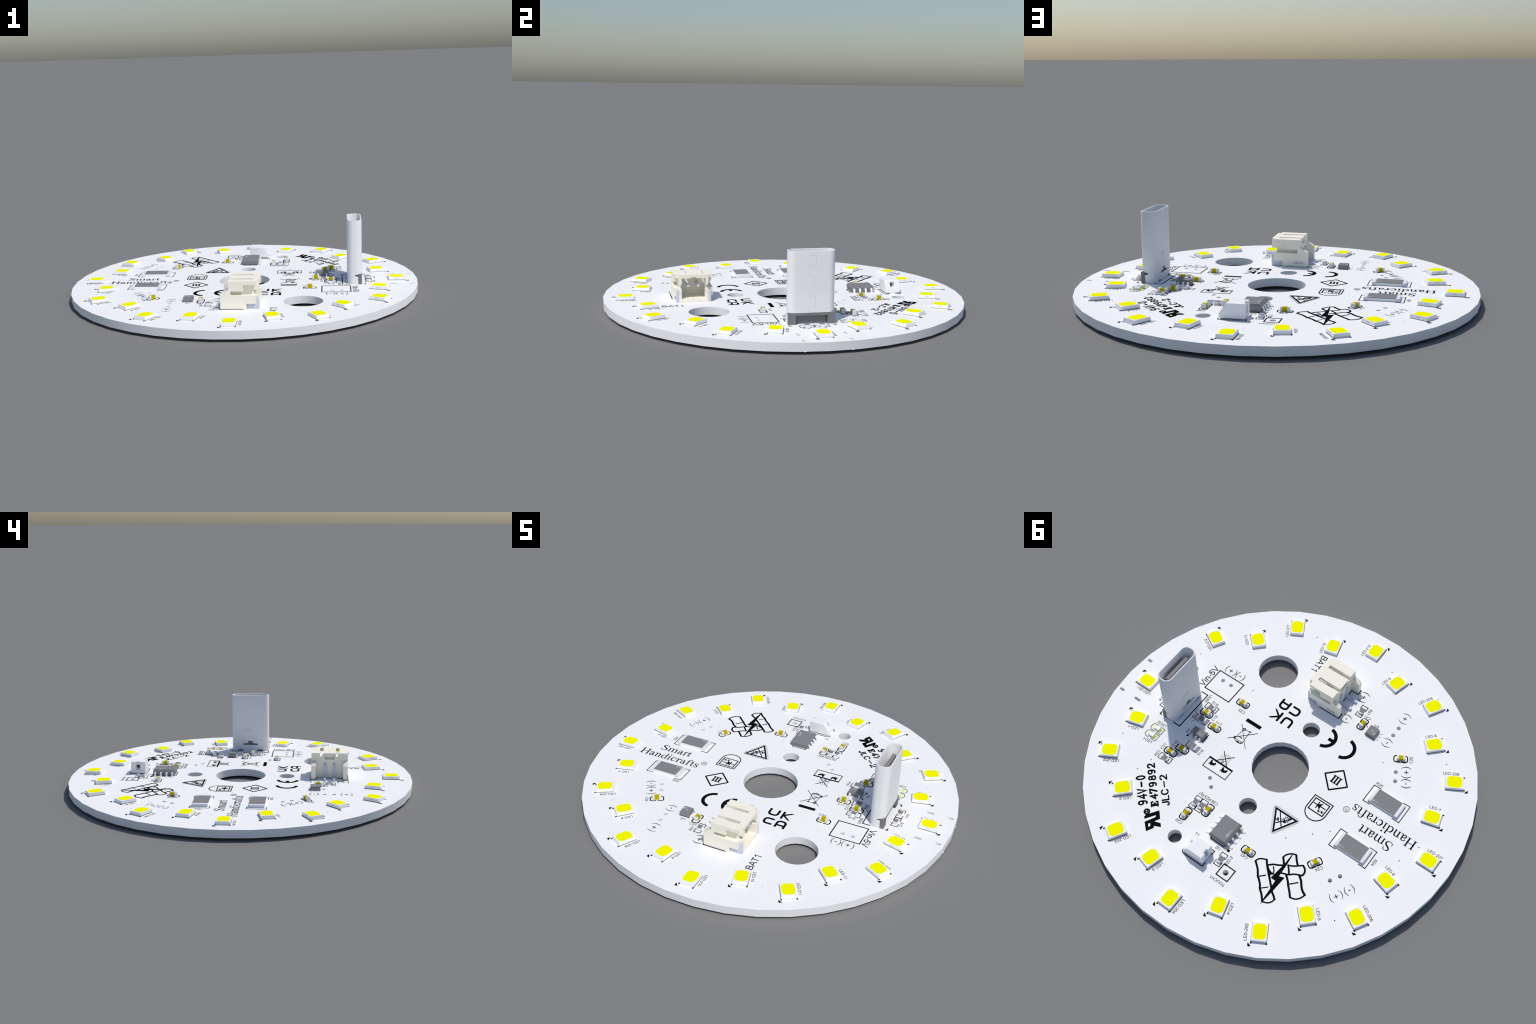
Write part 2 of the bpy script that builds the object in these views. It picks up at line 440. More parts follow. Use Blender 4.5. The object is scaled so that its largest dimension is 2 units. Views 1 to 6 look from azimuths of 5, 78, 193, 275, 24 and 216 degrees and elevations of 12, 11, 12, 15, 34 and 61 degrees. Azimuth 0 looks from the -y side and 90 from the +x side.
# --- flame rating text in a rounded single-line alphabet, on a 45 degree baseline
ROUND = {
    "9": [[(0.55, 0.72), (0.48, 0.92), (0.30, 1.0), (0.10, 0.92), (0.03, 0.70), (0.12, 0.50), (0.30, 0.44), (0.48, 0.52), (0.55, 0.72), (0.54, 0.45), (0.48, 0.16), (0.30, 0.0), (0.12, 0.06)]],
    "4": [[(0.45, 0.0), (0.45, 1.0), (0.02, 0.32), (0.62, 0.32)]],
    "V": [[(0.0, 1.0), (0.3, 0.0), (0.6, 1.0)]],
    "-": [[(-0.05, 0.47), (0.62, 0.47)]],
    "0": [arc(0.3, 0.5, 1, 0, 360, 20)],
    "7": [[(0.02, 0.78), (0.02, 1.0), (0.58, 1.0), (0.2, 0.0)]],
    "8": [arc(0.3, 0.76, 1, 0, 360, 14), arc(0.3, 0.26, 2, 0, 360, 14)],
    "2": [[(0.04, 0.78), (0.14, 0.95), (0.32, 1.0), (0.50, 0.92), (0.56, 0.72), (0.44, 0.45), (0.20, 0.20), (0.03, 0.0)], [(0.03, 0.0), (0.6, 0.0)]],
    "J": [[(0.42, 1.0), (0.42, 0.25), (0.32, 0.04), (0.16, 0.0), (0.02, 0.12), (0.0, 0.25)]],
    "L": [[(0.04, 1.0), (0.04, 0.0), (0.54, 0.0)]],
    "C": [[(0.6, 0.8), (0.48, 0.96), (0.3, 1.0), (0.1, 0.86), (0.02, 0.5), (0.1, 0.14), (0.3, 0.0), (0.48, 0.04), (0.6, 0.2)]],
}


def rating(text, places, perp, height, w, wide):
    """Characters at distances `places` along the -45 degree line, base at x + y = perp."""
    def draw(bm):
        for ch, s in zip(text, places):
            bx, by = (s + perp / math.sqrt(2)) / math.sqrt(2), (perp / math.sqrt(2) - s) / math.sqrt(2)
            tf0 = turned(bx, by, -45, height)
            tf = lambda p: tf0(((p[0] - 0.3) * wide, p[1]))
            if ch == "0":
                stroke(bm, [(0.3 + 0.26 * cos(a), 0.5 + 0.5 * sin(a)) for a in [2 * pi * i / 24 for i in range(24)]], w / height, closed=True, tf=tf)
            elif ch == "8":
                for cy, r in ((0.76, 0.23), (0.27, 0.27)):
                    stroke(bm, [(0.3 + r * cos(a), cy + r * sin(a)) for a in [2 * pi * i / 18 for i in range(18)]], w / height, closed=True, tf=tf)
            elif ch == "E":      # slab-serif capital
                for q, ww in (([(0.12, -0.08), (0.12, 1.08)], 0.34), ([(-0.16, 0.03), (0.62, 0.03)], 0.22), ([(-0.16, 0.97), (0.62, 0.97)], 0.22), ([(0.14, 0.5), (0.44, 0.5)], 0.24),
                              ([(0.56, -0.08), (0.6, 0.34)], 0.2), ([(0.56, 1.08), (0.6, 0.66)], 0.2), ([(0.40, 0.34), (0.40, 0.66)], 0.14)):
                    stroke(bm, q, ww, cap="flat", tf=tf)
            else:
                for q in ROUND[ch]:
                    if len(q) > 6:
                        q = smooth_path(q, 3)
                    stroke(bm, q, w / height, tf=tf)
    printed("printed_rating", draw)


rating("94V-0", (-3.55, -2.28, -1.1, 0.36, 1.78), 36.45, 1.54, 0.35, 0.88)
rating("E479892", (-4.12, -2.62, -1.38, 0.02, 1.42, 2.72, 4.05), 33.58, 1.28, 0.30, 1.12)
rating("JLC-2", (-4.26, -3.2, -1.98, -0.25, 1.2), 30.66, 1.24, 0.24, 1.3)


def recognised(bm):
    patch(bm, [(12.73, 20.71), (11.52, 21.94), (12.10, 23.02), (10.87, 22.59), (10.31, 23.14), (11.51, 23.71), (11.30, 24.09), (12.00, 25.41),
               (13.45, 24.12), (12.39, 22.18), (12.65, 21.83), (13.86, 23.65), (14.23, 23.30), (13.84, 22.35)][::-1],
          [(12.68, 23.99), (12.42, 23.68), (12.02, 24.16), (12.22, 24.53)])
    stroke(bm, circle(14.47, 22.24, 0.44, 24), 0.36, closed=True)
    patch(bm, circle(14.47, 22.24, 0.27, 14))
    stroke(bm, [(14.2, 22.6), (13.9, 23.1)], 0.4)
printed("certification_mark", recognised)


def recognised_letters(bm):
    for q in ([(14.62, 22.05), (14.72, 22.18), (14.62, 22.3)], [(14.2, 22.42), (14.42, 22.58)], [(14.3, 22.05), (14.36, 22.12)]):
        stroke(bm, q, 0.09, flat=INK + 0.04)
printed("certification_mark", recognised_letters, M_BOARD)


def ce(bm):
    for cx in (-7.4, -3.04):
        a = math.degrees(math.acos(-0.24 / 2.12))
        stroke(bm, arc(cx, -10.57, 2.12, 97, 263, 40), 0.70, cap="flat")
    stroke(bm, [(-5.1, -10.57), (-3.84, -10.57)], 0.70, cap="flat")
printed("conformity_mark", ce)


def ukca(bm):
    w = 0.44
    def bend(x, y, sx, sy, r=0.5):        # rounded corner centre helper
        return [(x + sx * r * (1 - cos(t)), y + sy * r * (1 - sin(t))) for t in [pi / 2 * i / 6 for i in range(7)]]
    x0, x1 = 3.95, 5.73
    stroke(bm, [(x0, -7.85)] + bend(x0, -9.72, 1, 1) [::1][::-1][::-1] and [(x0, -7.85), (x0, -9.1)] + [(x0 + 0.6 * (1 - cos(t)), -9.1 - 0.6 * sin(t)) for t in [pi / 2 * i / 6 for i in range(1, 7)]] +
           [(x1 - 0.6 + 0.6 * sin(t), -9.1 - 0.6 * cos(t)) for t in [pi / 2 * i / 6 for i in range(0, 7)]] + [(x1, -7.85)], w, cap="flat")
    y0, y1 = -10.99, -12.56
    stroke(bm, [(5.95, y0), (4.75, y0)] + [(4.75 - 0.6 * sin(t), y0 - 0.6 + 0.6 * cos(t)) for t in [pi / 2 * i / 6 for i in range(1, 7)]] +
           [(4.75 - 0.6 * cos(t), y1 + 0.6 - 0.6 * sin(t)) for t in [pi / 2 * i / 6 for i in range(1, 7)]] + [(5.95, y1)], w, cap="flat")
    stroke(bm, [(6.75, -7.85), (6.75, -10.15)], w, cap="flat")
    patch(bm, [(6.9, -8.75), (8.15, -7.83), (8.64, -7.83), (7.25, -9.0), (8.64, -10.13), (8.15, -10.13), (6.9, -9.22)][::-1])
    a0, a1 = 6.72, 8.4
    stroke(bm, [(a0, -12.98), (a0, -11.55)] + [(a0 + 0.6 * (1 - cos(t)), -11.55 + 0.6 * sin(t)) for t in [pi / 2 * i / 6 for i in range(1, 7)]] +
           [(a1 - 0.6 + 0.6 * sin(t), -11.55 + 0.6 * cos(t)) for t in [pi / 2 * i / 6 for i in range(0, 7)]] + [(a1, -12.98)], w, cap="flat")
    stroke(bm, [(a0, -12.2), (a1, -12.2)], w * 0.9, cap="flat")
printed("conformity_mark", ukca)


def bin_mark(bm):
    patch(bm, [(8.18, -5.06), (11.62, -5.06), (11.62, -4.31), (8.18, -4.31)])
printed("marking_bar", bin_mark)


def bin_sign(bm):
    t = 0.11
    stroke(bm, [(11.75, -3.32), (7.82, 0.80)], 0.105)
    stroke(bm, [(12.06, 0.82), (7.94, -3.37)], 0.105)
    stroke(bm, [(10.95, 0.1), (10.7, -2.4)], t)
    stroke(bm, [(9.1, 0.12), (9.36, -2.75)], t)
    stroke(bm, [(9.36, -2.72), (10.4, -2.72)], t)
    stroke(bm, [(9.0, 0.02), (11.0, 0.02)], t)
    stroke(bm, smooth_path([(11.0, 0.1), (10.5, 0.42), (9.9, 0.5), (9.3, 0.4), (9.05, 0.1)], 4), t)
    stroke(bm, [(10.25, 0.34), (9.75, 0.36)], 0.2)
    stroke(bm, [(9.5, 0.25), (9.35, 0.32)], 0.2)
    stroke(bm, circle(10.62, -2.62, 0.25, 18), 0.17, closed=True)
    patch(bm, circle(10.62, -2.62, 0.07, 8))
    stroke(bm, [(10.42, -0.74), (9.72, -0.72)], 0.17, cap="flat")
    stroke(bm, [(11.2, 0.05), (10.95, 0.05)], 0.2)
    stroke(bm, [(11.02, -0.35), (11.2, -0.35), (11.2, -0.12)], 0.09)
    stroke(bm, [(9.2, -2.88), (9.45, -2.8)], 0.2)
printed("recycling_sign", bin_sign)


def fire_sign(bm):
    stroke(bm, [(12.25, 6.15), (12.25, 8.42), (6.86, 8.42), (6.86, 6.15)], 0.14)
    stroke(bm, [(12.36, 6.15), (6.75, 6.15)], 0.36, cap="flat")
    for cx in (10.95, 8.2):
        patch(bm, [(cx + 0.62, 6.72), (cx + 0.55, 7.0), (cx + 0.78, 7.18), (cx + 0.5, 7.22), (cx + 0.75, 7.62), (cx + 0.3, 7.36), (cx + 0.12, 7.62),
                   (cx + 0.0, 7.36), (cx - 0.22, 7.5), (cx - 0.24, 7.3), (cx - 0.5, 7.28), (cx - 0.66, 6.9), (cx - 0.62, 6.6), (cx - 0.38, 6.5), (cx - 0.34, 6.74),
                   (cx + 0.0, 6.88), (cx + 0.26, 6.7), (cx + 0.34, 6.42), (cx + 0.6, 6.42)])
    stroke(bm, [(10.78, 3.58), (8.36, 5.95)], 0.16)
    stroke(bm, [(8.34, 3.57), (10.72, 5.98)], 0.16)
    for q in ([(10.51, 4.30), (10.53, 5.29), (10.35, 5.71), (10.06, 6.05)], [(10.12, 4.54), (10.09, 4.96), (9.90, 5.21), (9.70, 5.46)],
              [(8.63, 4.29), (8.65, 5.41), (8.99, 5.99)], [(9.29, 4.21), (9.07, 4.49), (9.01, 5.01), (9.21, 5.26)]):
        stroke(bm, smooth_path(q, 4), 0.045)
    for q in ([(10.04, 3.87), (9.89, 4.32)], [(9.55, 3.74), (9.56, 4.24)], [(9.08, 3.84), (9.25, 4.19)]):
        stroke(bm, q, 0.06)
    stroke(bm, [(9.79, 5.41), (9.37, 5.38), (9.46, 5.89), (9.73, 5.87)], 0.1, closed=True)
printed("safety_sign", fire_sign)


def class_three(bm):
    c, h = (-10.2, -3.95), 2.42
    r = 0.12
    pts = []
    for k in range(4):
        a = pi / 2 * k
        pts += [(c[0] + h * cos(a) + r * 0.7 * cos(a + t), c[1] + h * sin(a) + r * 0.7 * sin(a + t)) for t in (-0.9, 0, 0.9)]
    stroke(bm, pts, 0.29, closed=True)
    for dx in (-0.62, 0, 0.62):
        x = c[0] + dx
        stroke(bm, [(x, -4.74), (x, -3.14)], 0.32, cap="flat")
        for y in (-4.69, -3.19):
            stroke(bm, [(x - 0.295, y), (x + 0.295, y)], 0.19, cap="flat")
printed("protection_class_sign", class_three)


def shield(bm):
    stroke(bm, [(-8.8, 0.88), (-8.78, 3.5)] + arc(-10.84, 3.6, 2.06, 0, 180, 24) + [(-12.9, 3.5), (-12.88, 0.88)], 0.19, closed=True)
    stroke(bm, [(-9.28, 1.34), (-9.28, 3.9), (-12.4, 3.9), (-12.4, 1.34)], 0.2, closed=True)
    stroke(bm, [(-9.54, 2.37), (-12.05, 2.37)], 0.19)
    stroke(bm, [(-10.38, 1.70), (-10.38, 3.04)], 0.2)
    patch(bm, [(-10.3, 2.3), (-10.3, 2.44), (-11.2, 3.12), (-10.98, 2.37), (-11.2, 1.6)])
    for x, y in ((-11.15, 3.05), (-11.82, 2.95)):
        stroke(bm, [(x + 0.05, y - 0.05), (x - 0.03, y + 0.3)], 0.17, cap="flat")
        patch(bm, [(x + 0.34, y + 0.12), (x - 0.12, y + 0.62), (x - 0.42, y + 0.08), (x - 0.04, y + 0.26)])
printed("lamp_module_sign", shield)


def warning(bm):
    tri = [(-4.52, 7.46), (-9.18, 7.46), (-6.84, 11.6)]
    stroke(bm, tri, 0.33, closed=True)
    c = (sum(p[0] for p in tri) / 3, sum(p[1] for p in tri) / 3)
    for off in (0.28, 0.42):
        pts = []
        for i, p in enumerate(tri):
            a = math.atan2(p[1] - c[1], p[0] - c[0])
            pts += [(p[0] + off * cos(a + t) * 1.15, p[1] + off * sin(a + t) * 1.15) for t in (-1.0, -0.5, 0, 0.5, 1.0)][::-1]
        stroke(bm, pts, 0.028, closed=True)
    stroke(bm, [(-5.61, 7.69), (-7.45, 9.95)], 0.2)
    stroke(bm, [(-6.24, 9.93), (-8.08, 7.80)], 0.2)
    sx, sy = -7.52, 8.32
    stroke(bm, circle(sx, sy, 0.42, 20), 0.12, closed=True)
    for k in range(8):
        a = pi / 4 * k + 0.25
        stroke(bm, [(sx + 0.46 * cos(a), sy + 0.46 * sin(a)), (sx + 0.72 * cos(a), sy + 0.76 * sin(a))], 0.11)
    for p in ((-8.05, 7.8), (-7.4, 8.95)):
        patch(bm, circle(*p, 0.22, 10))
    stroke(bm, [(-6.05, 8.78), (-5.68, 9.36), (-6.42, 9.36)], 0.11)
    patch(bm, [(-6.02, 8.68), (-6.52, 9.4), (-6.14, 9.36), (-5.92, 9.05)])
    stroke(bm, [(-6.5, 9.0), (-7.15, 8.52)], 0.08)
printed("glare_warning_sign", warning)


# --- bamboo emblem with lightning bolt ---------------------------------------
def emblem(bm):
    def brush(pts, w, n=5):
        stroke(bm, smooth_path(pts, n), w * 1.12)
    brush([(-7.81, 18.25), (-9.00, 19.22), (-9.92, 20.37), (-10.35, 20.66), (-11.22, 21.47), (-11.60, 22.03), (-12.47, 22.71), (-13.36, 23.71)], 0.34)
    brush([(-7.78, 18.21), (-7.99, 17.65), (-8.47, 17.21), (-9.30, 16.85)], 0.24)
    brush([(-9.30, 16.85), (-9.90, 17.58), (-11.03, 18.71), (-12.06, 19.65), (-13.13, 20.68), (-13.68, 21.23), (-14.35, 21.68), (-14.93, 22.15)], 0.34)
    brush([(-13.47, 23.75), (-14.32, 23.38), (-14.78, 22.79), (-14.93, 22.15)], 0.22)
    brush([(-10.01, 20.33), (-10.91, 19.40)], 0.19)
    brush([(-11.59, 21.98), (-12.61, 20.96)], 0.19)
    brush([(-10.08, 17.60), (-10.78, 16.91), (-11.60, 16.48), (-12.45, 15.93)], 0.3)
    brush([(-13.01, 15.45), (-13.63, 15.20), (-14.17, 14.85), (-14.72, 14.36), (-15.29, 13.89)], 0.27)
    brush([(-15.30, 13.91), (-15.91, 14.29), (-16.24, 14.78), (-16.31, 15.40), (-16.12, 15.69)], 0.32)
    brush([(-16.11, 15.67), (-15.50, 15.92), (-14.86, 16.28), (-14.17, 16.90), (-13.57, 17.15), (-12.86, 17.43)], 0.27)
    brush([(-13.07, 15.45), (-13.63, 16.07), (-14.12, 16.69)], 0.3)
    brush([(-11.01, 18.24), (-11.67, 18.43), (-11.66, 17.88), (-11.09, 17.26)], 0.2)
    brush([(-12.36, 15.78), (-11.84, 15.17), (-11.41, 14.69)], 0.34)
    brush([(-11.41, 14.69), (-11.56, 14.08), (-12.10, 13.40), (-12.66, 13.07), (-13.10, 12.98)], 0.25)
    brush([(-13.10, 12.98), (-13.76, 13.78), (-14.44, 14.44)], 0.34)
    brush([(-13.87, 17.18), (-14.75, 17.92), (-15.26, 18.52), (-16.11, 19.33), (-16.92, 20.22)], 0.34)
    brush([(-16.92, 20.22), (-17.50, 20.09), (-18.05, 19.78), (-18.51, 19.18), (-18.78, 18.32)], 0.24)
    brush([(-15.81, 15.88), (-16.61, 16.45), (-16.98, 16.89), (-17.42, 17.42), (-18.01, 17.94), (-18.78, 18.32)], 0.36)
    brush([(-15.25, 18.38), (-16.42, 17.13)], 0.19)
    brush([(-11.50, 18.73), (-11.95, 18.34)], 0.2)
    patch(bm, [(-12.54, 12.99), (-12.41, 13.52), (-12.37, 15.66), (-11.94, 19.26), (-12.95, 19.24), (-13.01, 20.40), (-13.12, 21.16), (-13.24, 23.44), (-13.40, 24.48), (-13.73, 21.07), (-13.97, 17.77), (-12.98, 18.13), (-12.82, 15.57)])
    patch(bm, [(-10.09, 17.69), (-10.24, 17.64), (-11.05, 18.21), (-11.63, 18.37), (-11.93, 18.39), (-11.54, 18.76), (-11.91, 19.34), (-11.10, 18.66)])
printed("bamboo_emblem", emblem)


# --- component outlines ----------------------------------------------------------
def bracket(x, y, ang, lx, ly, gap, w=0.13, rounded=0.0):
    """Two facing brackets; the gap interrupts the long sides."""
    def draw(bm):
        tf = turned(x, y, ang)
        a, b, g = lx / 2, ly / 2, gap / 2
        for s in (-1, 1):
            if rounded:
                r = rounded
                path = [(s * g, b)] + [(s * (a - r + r * sin(t)), b - r + r * cos(t)) for t in [pi / 2 * i / 5 for i in range(6)]] + \
                       [(s * (a - r + r * cos(t)), -b + r - r * sin(t)) for t in [pi / 2 * i / 5 for i in range(6)]] + [(s * g, -b)]
            else:
                path = [(s * g, b), (s * a, b), (s * a, -b), (s * g, -b)]
            stroke(bm, path, w, tf=tf)
    printed("printed_outline", draw)


CAPS = [(14.43, -7.2, 0), (15.6, 0.52, 0), (18.86, -1.16, 0), (17.6, 7.99, 0), (19.02, 9.77, 0), (8.35, 18.32, 90), (5.45, 15.37, 90),
        (-5.62, 17.54, 0), (-16.7, 12.24, 60), (-17.6, -15.02, 30), (-7.36, -17.21, 90)]
SMALL_RES = [(18.85, -2.75, 0), (19.0, 11.46, 0), (8.38, 15.4, 90), (7.0, 15.35, 90), (-2.56, 21.74, 90), (26.95, 1.42, 90), (26.95, -1.46, 90), (-5.56, -19.6, 90)]
MID_RES = [(18.73, 0.53, 0), (16.3, 6.37, 0)]
POWER_RES = [(-20.6, -5.4), (-20.6, 5.85)]
for x, y, a in CAPS:
    bracket(x, y, a, 2.62, 1.36, 0.42, 0.215, 0.42)
for x, y, a in SMALL_RES:
    bracket(x, y, a, 2.68, 1.28, 0.85)
for x, y, a in MID_RES:
    bracket(x, y, a, 2.74, 1.28, 0.85)
for x, y in POWER_RES:
    bracket(x, y, 0, 7.92, 3.95, 5.0, 0.15)

printed("printed_outline", lambda bm: stroke(bm, [(23.0, -10.83), (16.99, -10.83), (16.99, -5.8), (23.0, -5.8)], 0.2, closed=True))
printed("printed_outline", lambda bm: stroke(bm, [(-3.6, 22.02), (-6.1, 22.02), (-6.1, 24.46), (-3.6, 24.46)], 0.2, closed=True))


def usb_outline(bm):
    stroke(bm, [(22.84, 4.26), (21.34, 4.26), (21.34, -4.63), (22.84, -4.63)], 0.19)
    for s in (4.26, -4.63):
        stroke(bm, [(25.9, s), (26.25, s), (26.25, s - 0.5 * (1 if s > 0 else -1))], 0.2)
    patch(bm, circle(20.95 - 0.0, -0.75, 0.12, 10))
printed("printed_outline", usb_outline)


def led_small_outline(y):
    def draw(bm):
        for s in (-1, 1):
            stroke(bm, [(24.2, y + s * 0.71), (23.05, y + s * 0.71)] + ([(23.05, y - 0.71)] if s > 0 else []), 0.11)
            stroke(bm, [(24.6, y + s * 0.71), (25.42, y + s * 0.71), (25.78, y + s * 0.36)] + ([(25.78, y - 0.36)] if s > 0 else []), 0.11)
    printed("printed_outline", draw)
led_small_outline(9.03)
led_small_outline(7.30)


def chip_outlines(bm):
    stroke(bm, [(18.62, 4.3), (18.62, 4.5)], 0.16)
    stroke(bm, [(18.66, 2.5), (18.66, 2.95)], 0.18)
    stroke(bm, [(15.45, 2.5), (15.45, 4.45)], 0.18)
    patch(bm, circle(18.73, 4.95, 0.22, 14))
    stroke(bm, [(1.55, 19.2), (1.55, 19.48), (-1.5, 19.48), (-1.5, 19.2)], 0.15)
    stroke(bm, [(1.55, 14.5), (1.55, 14.3), (-1.5, 14.3), (-1.5, 14.5)], 0.15)
    patch(bm, circle(-2.64, 19.57, 0.27, 16))
    for s in (-15.66, -17.66):
        stroke(bm, [(-8.85, s), (-11.06, s)], 0.17)
    patch(bm, circle(-8.44, -17.28, 0.12, 10))
printed("printed_outline", chip_outlines)


def touch_outline(bm):
    stroke(bm, [(-0.68, 23.9), (-0.68, 24.75), (3.85, 24.75), (4.22, 24.35), (4.22, 23.9)], 0.17)
    stroke(bm, [(-0.68, 21.95), (-0.68, 21.12), (3.85, 21.12), (4.22, 21.45), (4.22, 21.9)], 0.17)
printed("printed_outline", touch_outline)


def battery_outline(bm):
    for s in (-1, 1):
        yc = -19.57
        stroke(bm, [(1.75, yc + s * 4.03), (-2.8, yc + s * 4.03), (-2.8, yc + s * 2.9), (-1.25, yc + s * 2.9), (-1.25, yc + s * 1.8)], 0.17)
    stroke(bm, [(-1.25, -19.95), (-1.25, -19.15)], 0.17)
printed("printed_outline", battery_outline)


# ------------------------------ solder pads --------------------------------
bm = bmesh.new()
PAD = 0.014


def pad(x, y, ang, dx, lx, ly):
    tf = turned(x, y, ang)
    for s in (-1, 1):
        q = [tf((s * dx + u * lx / 2, v * ly / 2)) for u, v in ((-1, -1), (1, -1), (1, 1), (-1, 1))]
        prism(bm, [q], 0, PAD, bottom=False)


for x, y, a in CAPS + SMALL_RES:
    pad(x, y, a, 0.78, 0.78, 0.86)
for x, y, a in MID_RES:
    pad(x, y, a, 0.85, 0.85, 1.0)
for x, y in POWER_RES:
    pad(x, y, 0, 3.15, 1.3, 3.3)
for y in (9.0, 7.3):
    pad(24.4, y, 0, 0.78, 0.8, 0.86)
for k in range(4):
    pad(0, 14.97 + 1.27 * k, 0, 2.75, 1.2, 0.55)
for y in (-18.58, -20.58):
    pad(-3.3, y, 0, 0.0001, 1.9, 0.8) if False else prism(bm, [[(-4.1, y - 0.4), (-2.0, y - 0.4), (-2.0, y + 0.4), (-4.1, y + 0.4)]], 0, PAD, bottom=False)
pads = add("solder_pad", finish(bm, "solder_pad"), mat=M_PAD)
pads["kind"] = "stuff"

# -------------------------------- main LEDs ---------------------------------
led_me = boxes("led", [(-1.72, 1.72, -1.37, 1.37, 0.02, 0.16), (-1.75, 1.75, -1.4, 1.4, 0.16, 0.70, dict(top=(0.10, 0.07)))])
led_me.materials.append(M_LED)
a, b, c = 1.41, 1.18, 0.48
bm = bmesh.new()
prism(bm, [[(-a, -b + c), (-a + c, -b), (a - c, -b), (a, -b + c), (a, b - c), (a - c, b), (-a + c, b), (-a, b - c)]], 0.6, 0.715)
phos_me = finish(bm, "phosphor")
phos_me.materials.append(M_PHOS)
contact_me = boxes("contact", [(s * 1.80 - 0.06, s * 1.80 + 0.06, -1.05, 1.05, 0.015, 0.13) for s in (-1, 1)])
contact_me.materials.append(M_TIN)
bm = bmesh.new()
for s in (-1, 1):
    stroke(bm, [(-1.74, s * 1.365), (2.02, s * 1.365)], 0.16, cap="flat")
for s in (-1, 1):
    stroke(bm, [(1.70, s * 1.37), (2.06, s * 1.37)], 0.24, cap="flat")
patch(bm, [(1.88, -1.89), (2.58, -1.89), (2.58, -1.27)])
ledprint_me = finish(bm, "printed_outline")
ledprint_me.materials.append(M_INK)
bm = bmesh.new()      # tiny moulded code on the long side
for k, x in enumerate((-0.32, -0.16, 0.0, 0.16, 0.32)):
    box(bm, x - 0.045, x + 0.045, -1.392, -1.37, 0.34, 0.50)
code_me = finish(bm, "moulded_code")
code_me.materials.append(M_SEAM)

# LED text: distance along the radius where it is centred, sideways distance, length
LED_TEXT = {"LED-1": (0.0, 2.12), "LED-2": (-0.28, 2.06), "LED-3": (0.02, 2.07), "LED-4": (-0.3, 2.12), "LED-5": (0.15, 2.1), "LED-6": (-1.06, 2.05), "LED-7": (0.06, 2.2),
            "LED-8": (-0.03, 2.2), "LED-9": (-1.03, 2.0), "LED-10": (-0.84, 2.0), "LED-11": (0.7, 2.32), "LED-12": (-0.72, 2.1),
            "LED-201": (-0.6, 2.06), "LED-202": (-0.6, 2.02), "LED-203": (-0.6, 2.04), "LED-204": (0.2, 2.1), "LED-205": (0.12, -2.42), "LED-206": (0.02, 2.26),
            "LED-207": (0.3, 2.0), "LED-208": (-0.58, 2.05), "LED-209": (-0.57, 2.06), "LED-210": (-0.58, 1.98), "LED-211": (-0.63, 2.0), "LED-212": (-0.64, 2.0)}
for ring, r, first in ((0, 30.0, 15), (200, 33.0, 0)):
    for k in range(12):
        ang = first + 30 * k
        ca, sa = cos(radians(ang)), sin(radians(ang))
        o = add("led", led_me, root, (r * ca, r * sa, 0), ang)
        add("phosphor", phos_me, o)
        add("contact", contact_me, o)
        add("moulded_code", code_me, o)
        add("printed_outline", ledprint_me, root, (r * ca, r * sa, 0), ang)
        name = f"LED-{ring + k + 1}"
        rad, tan = LED_TEXT[name]
        n = len(name)
        lettering(name, (r + rad) * ca - tan * sa, (r + rad) * sa + tan * ca, EM, ang + (180 if tan < 0 else 0))

# ------------------------- capacitors and resistors --------------------------
cap_me = boxes("capacitor", [(-0.55, 0.55, -0.38, 0.38, 0.03, 0.78)])
cap_me.materials.append(M_CAP)
capend_me = boxes("end_cap", [(s * 0.62 - 0.2, s * 0.62 + 0.2, -0.41, 0.41, 0.012, 0.81, dict(bevel=0.065, seg=3)) for s in (-1, 1)], 50)
capend_me.materials.append(M_TIN)
for x, y, a in CAPS:
    o = add("capacitor", cap_me, root, (x, y, 0.01), a)
    add("end_cap", capend_me, o)


def resistor_meshes(l, w, h, e, t):
    body = boxes("resistor", [(-l / 2 + 0.04, l / 2 - 0.04, -w / 2, w / 2, 0.03, h - t)])
    body.materials.append(M_CERAMIC)
    film_ = boxes("resistive_film", [(-l / 2 + e, l / 2 - e, -w / 2 + 0.012, w / 2 - 0.012, h - t - 0.005, h)])
    film_.materials.append(M_GREY)
    ends = boxes("end_cap", [(s * (l / 2 - e / 2 + 0.01) - e / 2, s * (l / 2 - e / 2 + 0.01) + e / 2, -w / 2 - 0.012, w / 2 + 0.012, 0.012, h - 0.005, dict(bevel=0.04 if l > 4 else 0.07)) for s in (-1, 1)], 50)
    ends.materials.append(M_TIN)
    return body, film_, ends


for meshes, spots in ((resistor_meshes(1.6, 0.8, 0.45, 0.32, 0.06), SMALL_RES), (resistor_meshes(2.0, 1.22, 0.55, 0.4, 0.06), MID_RES),
                      (resistor_meshes(6.4, 3.16, 0.60, 0.68, 0.1), [(x, y, 0) for x, y in POWER_RES])):
    for x, y, a in spots:
        o = add("resistor", meshes[0], root, (x, y, 0.01), a)
        add("resistive_film", meshes[1], o)
        add("end_cap", meshes[2], o)


